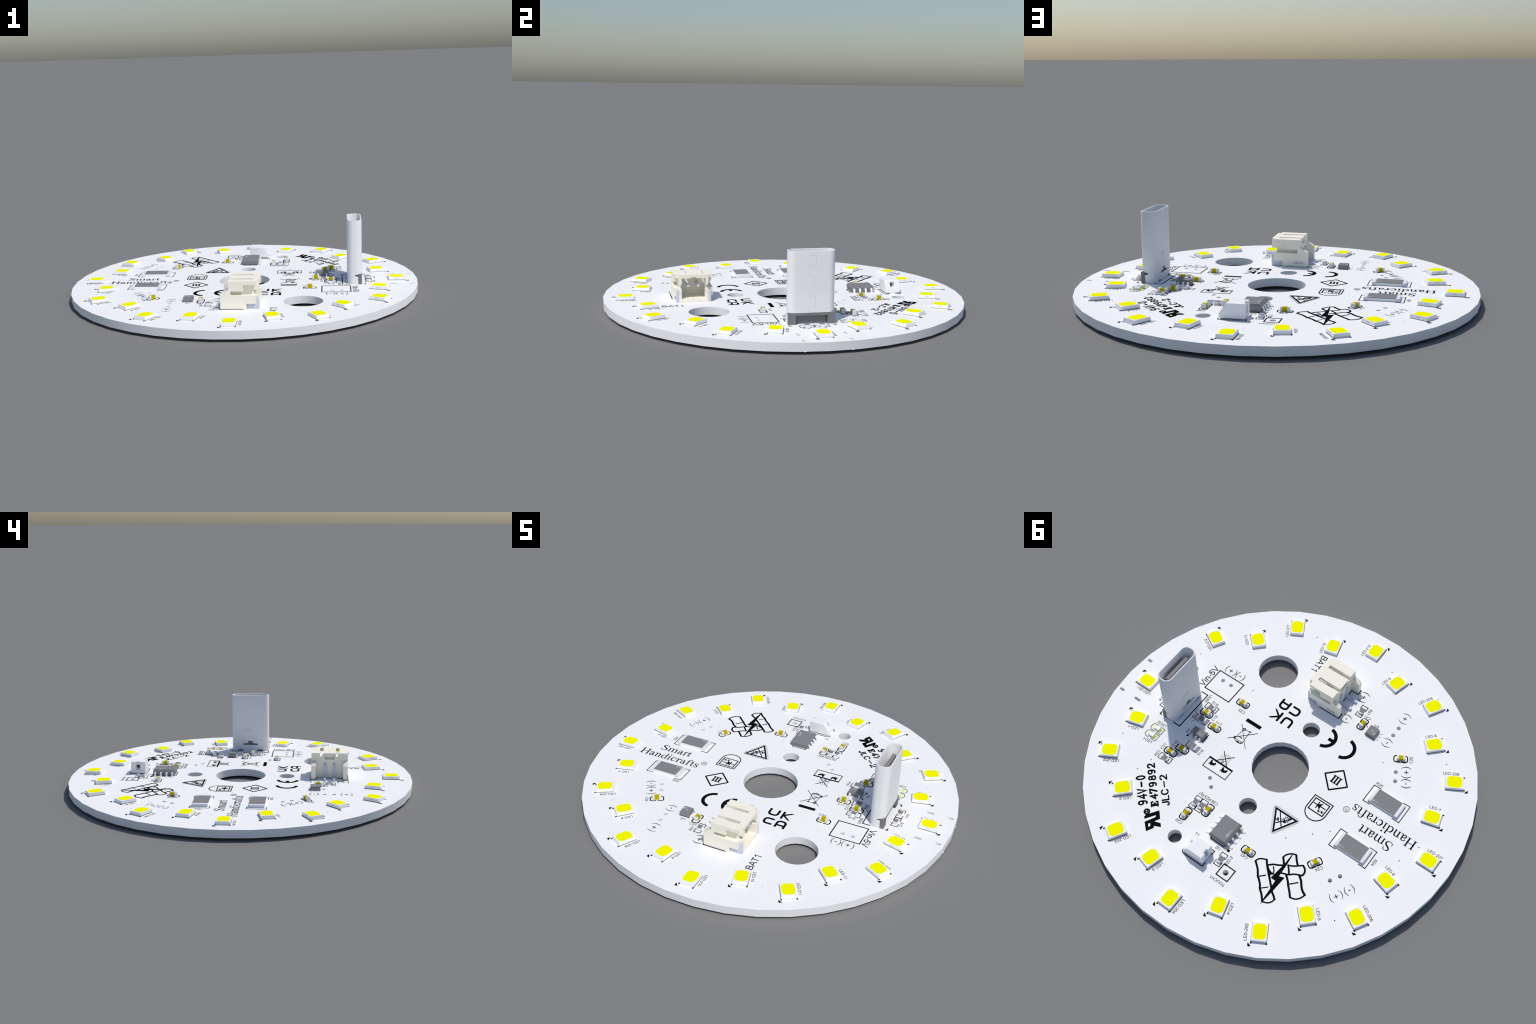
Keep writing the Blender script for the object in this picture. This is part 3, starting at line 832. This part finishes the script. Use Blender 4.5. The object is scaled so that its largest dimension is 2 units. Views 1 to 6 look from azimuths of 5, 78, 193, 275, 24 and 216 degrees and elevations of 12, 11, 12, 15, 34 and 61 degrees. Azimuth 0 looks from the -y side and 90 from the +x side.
# maker's little cloud mark: an arch over a bar, with two rows of tiny dashes
def cloud_mark(tf3, s=1.0):
    bm = bmesh.new()
    def line(pts, w):
        for p, q in zip(pts[:-1], pts[1:]):
            d = Vector((q[0] - p[0], q[1] - p[1])).normalized() * w / 2
            n = Vector((-d.y, d.x))
            quad = [(p[0] - d.x + n.x, p[1] - d.y + n.y), (p[0] - d.x - n.x, p[1] - d.y - n.y), (q[0] + d.x - n.x, q[1] + d.y - n.y), (q[0] + d.x + n.x, q[1] + d.y + n.y)]
            lo = [bm.verts.new(tf3(a * s, b * s, -0.02)) for a, b in quad]
            up = [bm.verts.new(tf3(a * s, b * s, line.h)) for a, b in quad]
            bm.faces.new(up); bm.faces.new(lo[::-1])
            for i in range(4):
                bm.faces.new([lo[i], lo[(i + 1) % 4], up[(i + 1) % 4], up[i]])
            line.h += 0.0009
    line.h = 0.010
    line([(-0.18, 0.02), (-0.36, 0.08), (-0.42, 0.26), (-0.3, 0.42), (-0.1, 0.56), (0.14, 0.54), (0.32, 0.38), (0.36, 0.16), (0.24, 0.02)], 0.07)
    line([(-0.12, 0.26), (-0.02, 0.08), (0.1, 0.26), (0.22, 0.2)], 0.07)
    for r, y in enumerate((0.38, 0.1)):
        for k in range(5 + r):
            x = 0.55 + 0.17 * k
            line([(x, y), (x + 0.09, y)], 0.04)
            line([(x + 0.03, y + 0.1), (x + 0.09, y + 0.1)], 0.035)
    return finish(bm, "maker_mark")


for x, y in POWER_RES:      # reads along -x on the resistor top
    add("maker_mark", cloud_mark(lambda u, v, h, x=x, y=y: (x + 2.3 - u, y + 1.33 - v, 0.61 + h), 0.72), mat=M_MARK)

# --------------------------- small indicator LEDs ----------------------------
ind_me = boxes("indicator_led", [(-0.8, 0.8, -0.38, 0.38, 0.02, 0.2)])
ind_me.materials.append(M_TERM)
lens_me = boxes("lens", [(-0.56, 0.56, -0.385, 0.385, 0.195, 0.45, dict(top=(0.05, 0.02)))])
lens_me.materials.append(M_LENS)
mid_me = boxes("carrier", [(-0.5, 0.5, -0.387, 0.387, 0.015, 0.193)])
mid_me.materials.append(M_LENS)
for y in (9.03, 7.29):
    o = add("indicator_led", ind_me, root, (24.33, y - 0.03, 0))
    add("lens", lens_me, o)
    add("carrier", mid_me, o)


# ------------------------------ chips with legs -------------------------------
def gull_leg(bm, x_in, x_out, y, z_top, w, t=0.18, sgn=1):
    """Bent lead in the x-z plane, from the body to the board."""
    mid = (x_in + x_out) / 2
    path = [(x_in - 0.1, z_top), (x_in + 0.1, z_top), (x_in + 0.2, z_top - 0.08), (x_in + 0.36, t * 0.5 + 0.14), (x_in + 0.48, t * 0.5 + 0.02), (x_out, t * 0.5 + 0.02)]
    rings = []
    for i, (x, z) in enumerate(path):
        a = path[max(0, i - 1)]
        b = path[min(len(path) - 1, i + 1)]
        d = Vector((b[0] - a[0], b[1] - a[1])).normalized()
        nx, nz = -d.y * t / 2, d.x * t / 2
        rings.append([bm.verts.new((sgn * (x + s * nx), y + v * w / 2, z + s * nz)) for s, v in ((1, -1), (1, 1), (-1, 1), (-1, -1))])
    for r0, r1 in zip(rings[:-1], rings[1:]):
        for i in range(4):
            bm.faces.new([r0[i], r0[(i + 1) % 4], r1[(i + 1) % 4], r1[i]])
    bm.faces.new(rings[0]); bm.faces.new(rings[-1][::-1])


def waist_body(bm, x, y, z0, zm, z1, tx, ty, bx=None, cut=None):
    """Moulded package: widest at zm, drafted up and down; cut chamfers one long upper edge."""
    loops = []
    for z, dx, dy in ((z0, tx, ty), (zm, 0, 0), (z1, tx, ty)):
        xl = -x + (cut if (cut and z == z1) else dx)
        loops.append([bm.verts.new(p) for p in ((xl, -y + dy, z), (x - dx, -y + dy, z), (x - dx, y - dy, z), (xl, y - dy, z))])
    for r0, r1 in zip(loops[:-1], loops[1:]):
        for i in range(4):
            bm.faces.new([r0[i], r0[(i + 1) % 4], r1[(i + 1) % 4], r1[i]])
    bm.faces.new(loops[0][::-1]); bm.faces.new(loops[-1])


# touch controller, eight legs
bm = bmesh.new()
waist_body(bm, 1.95, 2.45, 0.1, 1.02, 1.45, 0.16, 0.16, cut=0.45)
me = finish(bm, "touch_chip"); me.materials.append(M_GREY)
chip = add("touch_chip", me, root, (0, 16.87, 0))
bm = bmesh.new(); gull_leg(bm, 1.95, 2.95, 0, 0.85, 0.40)
leg_me = finish(bm, "lead", 40); leg_me.materials.append(M_CERAMIC)
for s in (0, 180):
    for k in range(4):
        add("lead", leg_me, chip, (0, -1.905 + 1.27 * k, 0), s)
add("maker_mark", cloud_mark(lambda u, v, h: (-1.32 + v * 1.0, 0.85 - u, 1.45 + h), 0.85), chip, mat=M_MARK)

# charger chip, five legs, long axis along x
bm = bmesh.new()
waist_body(bm, 1.45, 0.8, 0.1, 0.6, 1.1, 0.07, 0.08)
me = finish(bm, "charger_chip"); me.materials.append(M_GREY)
chip = add("charger_chip", me, root, (17.0, 3.5, 0))
bm = bmesh.new(); gull_leg(bm, 0.8, 1.42, 0, 0.62, 0.38, 0.14)
leg5 = finish(bm, "lead", 40); leg5.materials.append(M_TIN)
for s, xs in ((90, (-0.95, 0, 0.95)), (-90, (-0.95, 0.95))):
    for x in xs:
        add("lead", leg5, chip, (x, 0, 0), s)


def dot_mark(bm):
    patch(bm, circle(1.15, 0.45, 0.1, 10))
    for k in range(5):
        stroke(bm, [(-0.95 + 0.17 * k, 0.3), (-0.85 + 0.17 * k, 0.3)], 0.06)
printed("maker_mark", dot_mark, M_MARK, chip, (0, 0, 1.1))

# battery protector, flat square package with flush contacts
bm = bmesh.new()
waist_body(bm, 1.0, 1.05, 0.05, 0.08, 0.88, 0.04, 0.04)
me = finish(bm, "protector_chip"); me.materials.append(M_GREY)
chip = add("protector_chip", me, root, (-9.98, -16.64, 0))
lead_me = boxes("lead", [(0.85, 1.08, -0.16, 0.16, 0.02, 0.26)])
lead_me.materials.append(M_TIN)
for s in (0, 180):
    for k in (-0.65, 0, 0.65):
        add("lead", lead_me, chip, (0, k, 0), s)


def dash_mark(bm):
    patch(bm, circle(0.82, -0.85, 0.06, 10))
    for q in ([(0.25, -0.05), (-0.1, -0.05)], [(0.25, 0.06), (-0.1, 0.06)], [(-0.35, 0.5), (-0.8, 0.5)]):
        stroke(bm, q, 0.06)
    stroke(bm, circle(-0.65, 0.3, 0.13, 12), 0.05, closed=True)
printed("maker_mark", dash_mark, M_MARK, chip, (0, 0, 0.88))


# --------------------------- boolean helper ----------------------------------
def carve(mesh, cutters, smooth=None, bevel=0.0):
    """Subtract closed cutter meshes from a mesh, returning a new mesh."""
    o = bpy.data.objects.new("carving", mesh)
    bpy.context.scene.collection.objects.link(o)
    tmp = []
    for c in cutters:
        k = bpy.data.objects.new("cutter", c)
        bpy.context.scene.collection.objects.link(k)
        m = o.modifiers.new("cut", 'BOOLEAN')
        m.object, m.operation, m.solver = k, 'DIFFERENCE', 'EXACT'
        tmp.append(k)
    me = bpy.data.meshes.new_from_object(o.evaluated_get(bpy.context.evaluated_depsgraph_get()))
    for k in tmp:
        bpy.data.objects.remove(k)
    bpy.data.objects.remove(o)
    bm = bmesh.new(); bm.from_mesh(me)
    if bevel:
        es = [e for e in bm.edges if len(e.link_faces) == 2 and e.calc_face_angle(0) > radians(50)]
        bmesh.ops.bevel(bm, geom=es, offset=bevel * MM, segments=2, affect='EDGES', clamp_overlap=True)
    for f in bm.faces:
        f.smooth = smooth is not None
    if smooth is not None:
        for e in bm.edges:
            if len(e.link_faces) == 2 and e.calc_face_angle(0) > radians(smooth):
                e.smooth = False
    bm.to_mesh(me); bm.free()
    return me


def cyl_x(x0, x1, y, z, r, n=20):
    bm = bmesh.new()
    a = [bm.verts.new((x0, y + r * cos(2 * pi * i / n), z + r * sin(2 * pi * i / n))) for i in range(n)]
    b = [bm.verts.new((x1, y + r * cos(2 * pi * i / n), z + r * sin(2 * pi * i / n))) for i in range(n)]
    for i in range(n):
        bm.faces.new([a[i], a[(i + 1) % n], b[(i + 1) % n], b[i]])
    bm.faces.new(a[::-1]); bm.faces.new(b)
    return finish(bm, "bore")


# -------------------- white wire terminal block (T1) ------------------------
bm = bmesh.new()
prof = [(-0.47, 0.22), (3.97, 0.22), (3.97, 0.95), (2.72, 2.76), (-0.47, 2.76)]
f0 = [bm.verts.new((x, 21.38, z)) for x, z in prof]
f1 = [bm.verts.new((x, 24.5, z)) for x, z in prof]
for i in range(5):
    bm.faces.new([f0[i], f0[(i + 1) % 5], f1[(i + 1) % 5], f1[i]])
bm.faces.new(f0[::-1]); bm.faces.new(f1)
bmesh.ops.bevel(bm, geom=bm.edges[:], offset=0.06, segments=2, affect='EDGES')
block = finish(bm, "wire_terminal", 35)
block = carve(block, [boxes("c", [(-0.8, -0.05, 22.45, 23.42, 0.92, 3.2)]), boxes("c", [(2.55, 4.4, 22.45, 23.42, 1.2, 2.42)]), cyl_x(-0.6, 3.4, 22.93, 1.62, 0.46)], 35)
block.name = "wire_terminal"
term = add("wire_terminal", block, mat=M_CERAMIC)
term.data.materials[0] = M_CERAMIC
bore = boxes("contact", [(0.9, 1.0, 22.4, 23.46, 1.1, 2.15)]); bore.materials.append(M_GREY)
add("contact", bore, term)
feet = boxes("foot", [(-0.75, 0.2, 22.5, 23.3, 0.015, 0.24), (3.5, 4.2, 22.4, 23.4, 0.015, 0.24)]); feet.materials.append(M_CERAMIC)
add("foot", feet, term)

# --------------------------- battery connector --------------------------------
YC, HW = -19.55, 3.95           # centre line and half width


def side_plate(s):
    """Outer side wall: stepped outline in x-z, given a thickness in y."""
    prof = [(-2.66, 0.04), (2.5, 0.04), (2.5, 1.16), (4.33, 1.16), (4.33, 2.83), (-0.58, 2.83), (-0.58, 3.66), (1.88, 3.66), (1.88, 4.9), (4.33, 4.9), (4.33, 5.6), (-1.06, 5.6), (-1.06, 4.02), (-2.66, 3.1)]
    bm = bmesh.new()
    y0, y1 = sorted((YC + s * 2.97, YC + s * HW))
    prism(bm, [prof], y0, y1)
    for v in bm.verts:
        v.co = Vector((v.co.x, v.co.z, v.co.y))
    bmesh.ops.reverse_faces(bm, faces=bm.faces)
    return bm


bm = bmesh.new()
for s in (-1, 1):
    b2 = side_plate(s)
    me2 = bpy.data.meshes.new("t"); b2.to_mesh(me2); b2.free(); bm.from_mesh(me2); bpy.data.meshes.remove(me2)
    y0, y1 = sorted((YC + s * 2.42, YC + s * 2.969))
    box(bm, -1.058, 3.9, y0, y1, 0.045, 4.9)              # inner wall
    box(bm, 3.9, 4.95, y0, y1, 0.045, 2.76)               # lower front cheek
    box(bm, 3.9, 4.95, y0, y1, 3.64, 4.9)                 # upper front post
box(bm, -1.06, 4.95, YC - 2.42, YC + 2.42, 0.05, 0.68)    # floor
box(bm, -0.5, 0.55, YC - 2.419, YC + 2.419, 0.681, 4.899)   # back wall, inner layer
box(bm, -1.06, -0.5, YC - 2.42, YC + 2.42, 0.68, 4.22)    # outer layer, with a shallow window
box(bm, -1.06, -0.5, YC - 2.42, -20.6, 4.22, 4.9)
box(bm, -1.06, -0.5, -18.47, YC + 2.42, 4.22, 4.9)
box(bm, -1.17, -1.06, YC - 2.968, YC + 2.968, 0.06, 0.78)  # ledge under the pins
housing = finish(bm, "housing")
# the lid: a slab with two slots from the back and a small notch at the front
bm = bmesh.new()
box(bm, -1.061, 4.951, YC - 2.9705, YC + 2.9705, 4.9, 5.601)
lid = finish(bm, "lid")
lid = carve(lid, [boxes("c", [(-1.3, 3.7, y - 0.37, y + 0.37, 4.6, 5.9)]) for y in (-17.81, -21.3)] + [boxes("c", [(4.3, 5.2, YC - 0.5, YC + 0.5, 4.7, 5.15)]), boxes("c", [(-1.3, -0.5, -20.6, -18.47, 4.6, 5.13)])])
hs = add("battery_connector", housing, mat=M_CREAM)
hs.data.name = "battery_connector"
lo = add("lid", lid, hs, mat=M_CREAM); lid.materials[0] = M_CREAM if lid.materials else None
tabs = []
for s in (-1, 1):
    y0, y1 = sorted((YC + s * 2.98, YC + s * 3.55))
    tabs += [(4.335, 4.92, y0, y1, 0.02, 2.45, dict(bevel=0.06)), (2.56, 4.40, y0 + 0.02, y1 - 0.02, 0.02, 1.12, dict(bevel=0.04))]
me = boxes("anchor_tab", tabs, 40); me.materials.append(M_PIN)
add("anchor_tab", me, hs)


def bent_pin(path, w, r=0.04):
    bm = bmesh.new()
    rings = []
    for i, (x, z) in enumerate(path):
        a, b = path[max(0, i - 1)], path[min(len(path) - 1, i + 1)]
        d = Vector((b[0] - a[0], b[1] - a[1])).normalized()
        nx, nz = -d.y * w / 2, d.x * w / 2
        rings.append([bm.verts.new((x + s * nx, v * w / 2, z + s * nz)) for s, v in ((1, -1), (1, 1), (-1, 1), (-1, -1))])
    for r0, r1 in zip(rings[:-1], rings[1:]):
        for i in range(4):
            bm.faces.new([r0[i], r0[(i + 1) % 4], r1[(i + 1) % 4], r1[i]])
    bm.faces.new(rings[0]); bm.faces.new(rings[-1][::-1])
    return finish(bm, "contact_pin", 40)


pin_path = [(4.32, 3.27), (-0.85, 3.27)] + [(-0.87 - 0.36 * sin(t), 2.91 + 0.36 * cos(t)) for t in [pi / 2 * i / 6 for i in range(1, 7)]] + \
           [(-1.26, 0.8)] + [(-1.76 + 0.5 * cos(t), 0.77 - 0.5 * sin(t)) for t in [pi / 2 * i / 6 for i in range(1, 7)]] + [(-3.68, 0.27)]
pin_me = bent_pin(pin_path, 0.5); pin_me.materials.append(M_PIN)
for y in (-18.58, -20.58):
    add("contact_pin", pin_me, hs, (0, y, 0))
add("maker_mark", cloud_mark(lambda u, v, h: (-0.35 - u, YC + HW + h, 0.62 + v)), hs, mat=M_DARK)

# ------------------------------- USB socket -----------------------------------
UX, UY = 23.97, -0.20
X0, X1, Y0, Y1, ZT = 22.45, 25.49, UY - 4.45, UY + 4.45, 13.72
bm = bmesh.new()
W = 0.27
outer = round_rect(X0, X1, Y0, Y1, 1.3, 10)
inner = round_rect(X0 + W, X1 - W, Y0 + W, Y1 - W, 1.3 - W, 10)
n = len(outer)
levels = [(0.05, 0), (ZT - 0.1, 0), (ZT - 0.03, 0.03), (ZT, 0.1)]
rings = []
for z, d in levels:
    o_ = round_rect(X0 + d, X1 - d, Y0 + d, Y1 - d, 1.3 - d, 10)
    rings.append([bm.verts.new((p[0], p[1], z)) for p in o_])
for z, d in ((ZT, 0.1), (ZT - 0.03, 0.03), (ZT - 0.1, 0), (0.05, 0)):
    e = W - d
    i_ = round_rect(X0 + e, X1 - e, Y0 + e, Y1 - e, 1.3 - e, 10)
    rings.append([bm.verts.new((p[0], p[1], z)) for p in i_])
for r0, r1 in zip(rings, rings[1:] + rings[:1]):
    for i in range(n):
        bm.faces.new([r0[i], r0[(i + 1) % n], r1[(i + 1) % n], r1[i]])
shell = finish(bm, "usb_socket", 40)


def front_cut():
    """Everything of the shell's front half below its lower front rim, corners rounded."""
    bm = bmesh.new()
    prof = [(24.72, -0.5), (26.2, -0.5), (26.2, 2.22), (25.3, 2.2), (24.98, 2.1), (24.1, 2.06), (24.02, 1.9), (24.06, 1.68), (24.72, 1.62)]
    prism(bm, [prof], UY - 5, UY + 5)
    for v in bm.verts:
        v.co = Vector((v.co.x, v.co.z, v.co.y))
    return finish(bm, "c")


def back_tee():
    bm = bmesh.new()
    y = -0.21
    prof = [(y - 1.75, 1.55), (y - 1.6, 1.48), (y + 1.6, 1.48), (y + 1.75, 1.55), (y + 1.75, 1.78), (y + 1.6, 1.9), (y + 0.56, 1.98), (y + 0.54, 2.5), (y - 0.54, 2.5), (y - 0.56, 1.98), (y - 1.6, 1.9), (y - 1.75, 1.78)]
    prism(bm, [prof], 22.0, 22.9)
    for v in bm.verts:
        v.co = Vector((v.co.z, v.co.x, v.co.y))
    return finish(bm, "c")


clips = []
for yc in (2.2, -2.64):
    bm = bmesh.new()
    prof = [(yc - 0.72, -0.3), (yc + 0.72, -0.3), (yc + 0.72, 0.2), (yc + 0.5, 0.42), (yc - 0.5, 0.42), (yc - 0.72, 0.2)]
    prism(bm, [prof], 22.0, 22.9)
    for v in bm.verts:
        v.co = Vector((v.co.z, v.co.x, v.co.y))
    clips.append(finish(bm, "c"))
slits = boxes("c", [(22.3, 22.5, -0.21 - 1.75, -0.21 + 1.75, 2.5, 2.54)])
shell = carve(shell, [front_cut(), back_tee(), slits] + clips, 40)
shell.name = "usb_socket"
usb = add("usb_socket", shell, mat=M_STEEL)
usb.data.materials[0] = M_STEEL
# plastic base: two feet under a lintel, plus the core inside the shell
bm = bmesh.new()
prism(bm, [round_rect(X0 + 0.36, X1 - 0.28, Y0 + 0.30, Y1 - 0.30, 1.0, 8)], 0.03, 7.0)
core = finish(bm, "socket_core", 40)
core = carve(core, [boxes("c", [(24.85, 26, UY - 3.0, UY + 3.0, -0.5, 1.66)])], 40)
add("socket_core", core, usb, mat=M_DARK)
core.materials[0] = M_DARK
me = boxes("base_foot", [(24.72, 25.46, Y0 + 0.02, UY - 3.0, 0.02, 2.17), (24.72, 25.46, UY + 3.0, Y1 - 0.02, 0.02, 2.17), (24.72, 25.46, UY - 3.0, UY + 3.0, 1.66, 2.17)])
me.materials.append(M_DARK)
add("base_foot", me, usb)
me = boxes("tongue", [(23.42, 24.62, UY - 2.95, UY + 2.95, 6.9, 8.6),
                      (23.7, 24.39, UY - 2.93, UY + 2.93, 6.9, 12.25, dict(bevel=0.05))])
me.materials.append(M_GREY)
add("tongue", me, usb)
bm = bmesh.new()       # dovetailed seam down the front face
ya, yb, seam, left = -0.77, 0.42, [], True
zs = [13.6, 12.86, 10.95, 9.02, 7.07, 5.15, 3.25, 2.25]
path = [(ya, zs[0])]
for k, z in enumerate(zs[1:-1]):
    cur, nxt = (ya, yb) if k % 2 == 0 else (yb, ya)
    up = 1 if k % 2 == 0 else -1
    path += [(cur, z - 0.02), (nxt - 0.08 * up, z + 0.07), (nxt, z + 0.02)]
path += [(ya - 0.06, zs[-1])]
stroke(bm, path, 0.038, cap="flat", flat=0.007)
for v in bm.verts:
    v.co = Vector((X1 - 0.004 + v.co.z, v.co.x, v.co.y))
me = finish(bm, "seam"); me.materials.append(M_SEAM)
add("seam", me, usb)
add("maker_mark", cloud_mark(lambda u, v, h: (X0 - h, 0.9 - u, 5.0 + v)), usb, mat=M_SEAM)
# shell legs and contact tails that reach through the board and carry it
tails = [(x - 0.12, x + 0.12, UY + s * 4.1 - 0.3, UY + s * 4.1 + 0.3, -THICK - LIFT, 0.1) for x in (22.9, 24.3) for s in (-1, 1)]
tails += [(23.2, 23.4, UY - 2.75 + 0.5 * k - 0.1, UY - 2.75 + 0.5 * k + 0.1, -THICK - LIFT + 0.05, 0.1) for k in range(12)]
me = boxes("solder_tail", tails); me.materials.append(M_TIN)
add("solder_tail", me, usb)

# lands of a second socket footprint on the underside, just showing at the rim
lands = boxes("rim_land", [(35.3, 37.27, y - 0.2, y + 0.2, -THICK - 0.035, -THICK - 0.002) for y in (4.3, -4.3)])
lands.materials.append(M_PAD)
add("rim_land", lands)
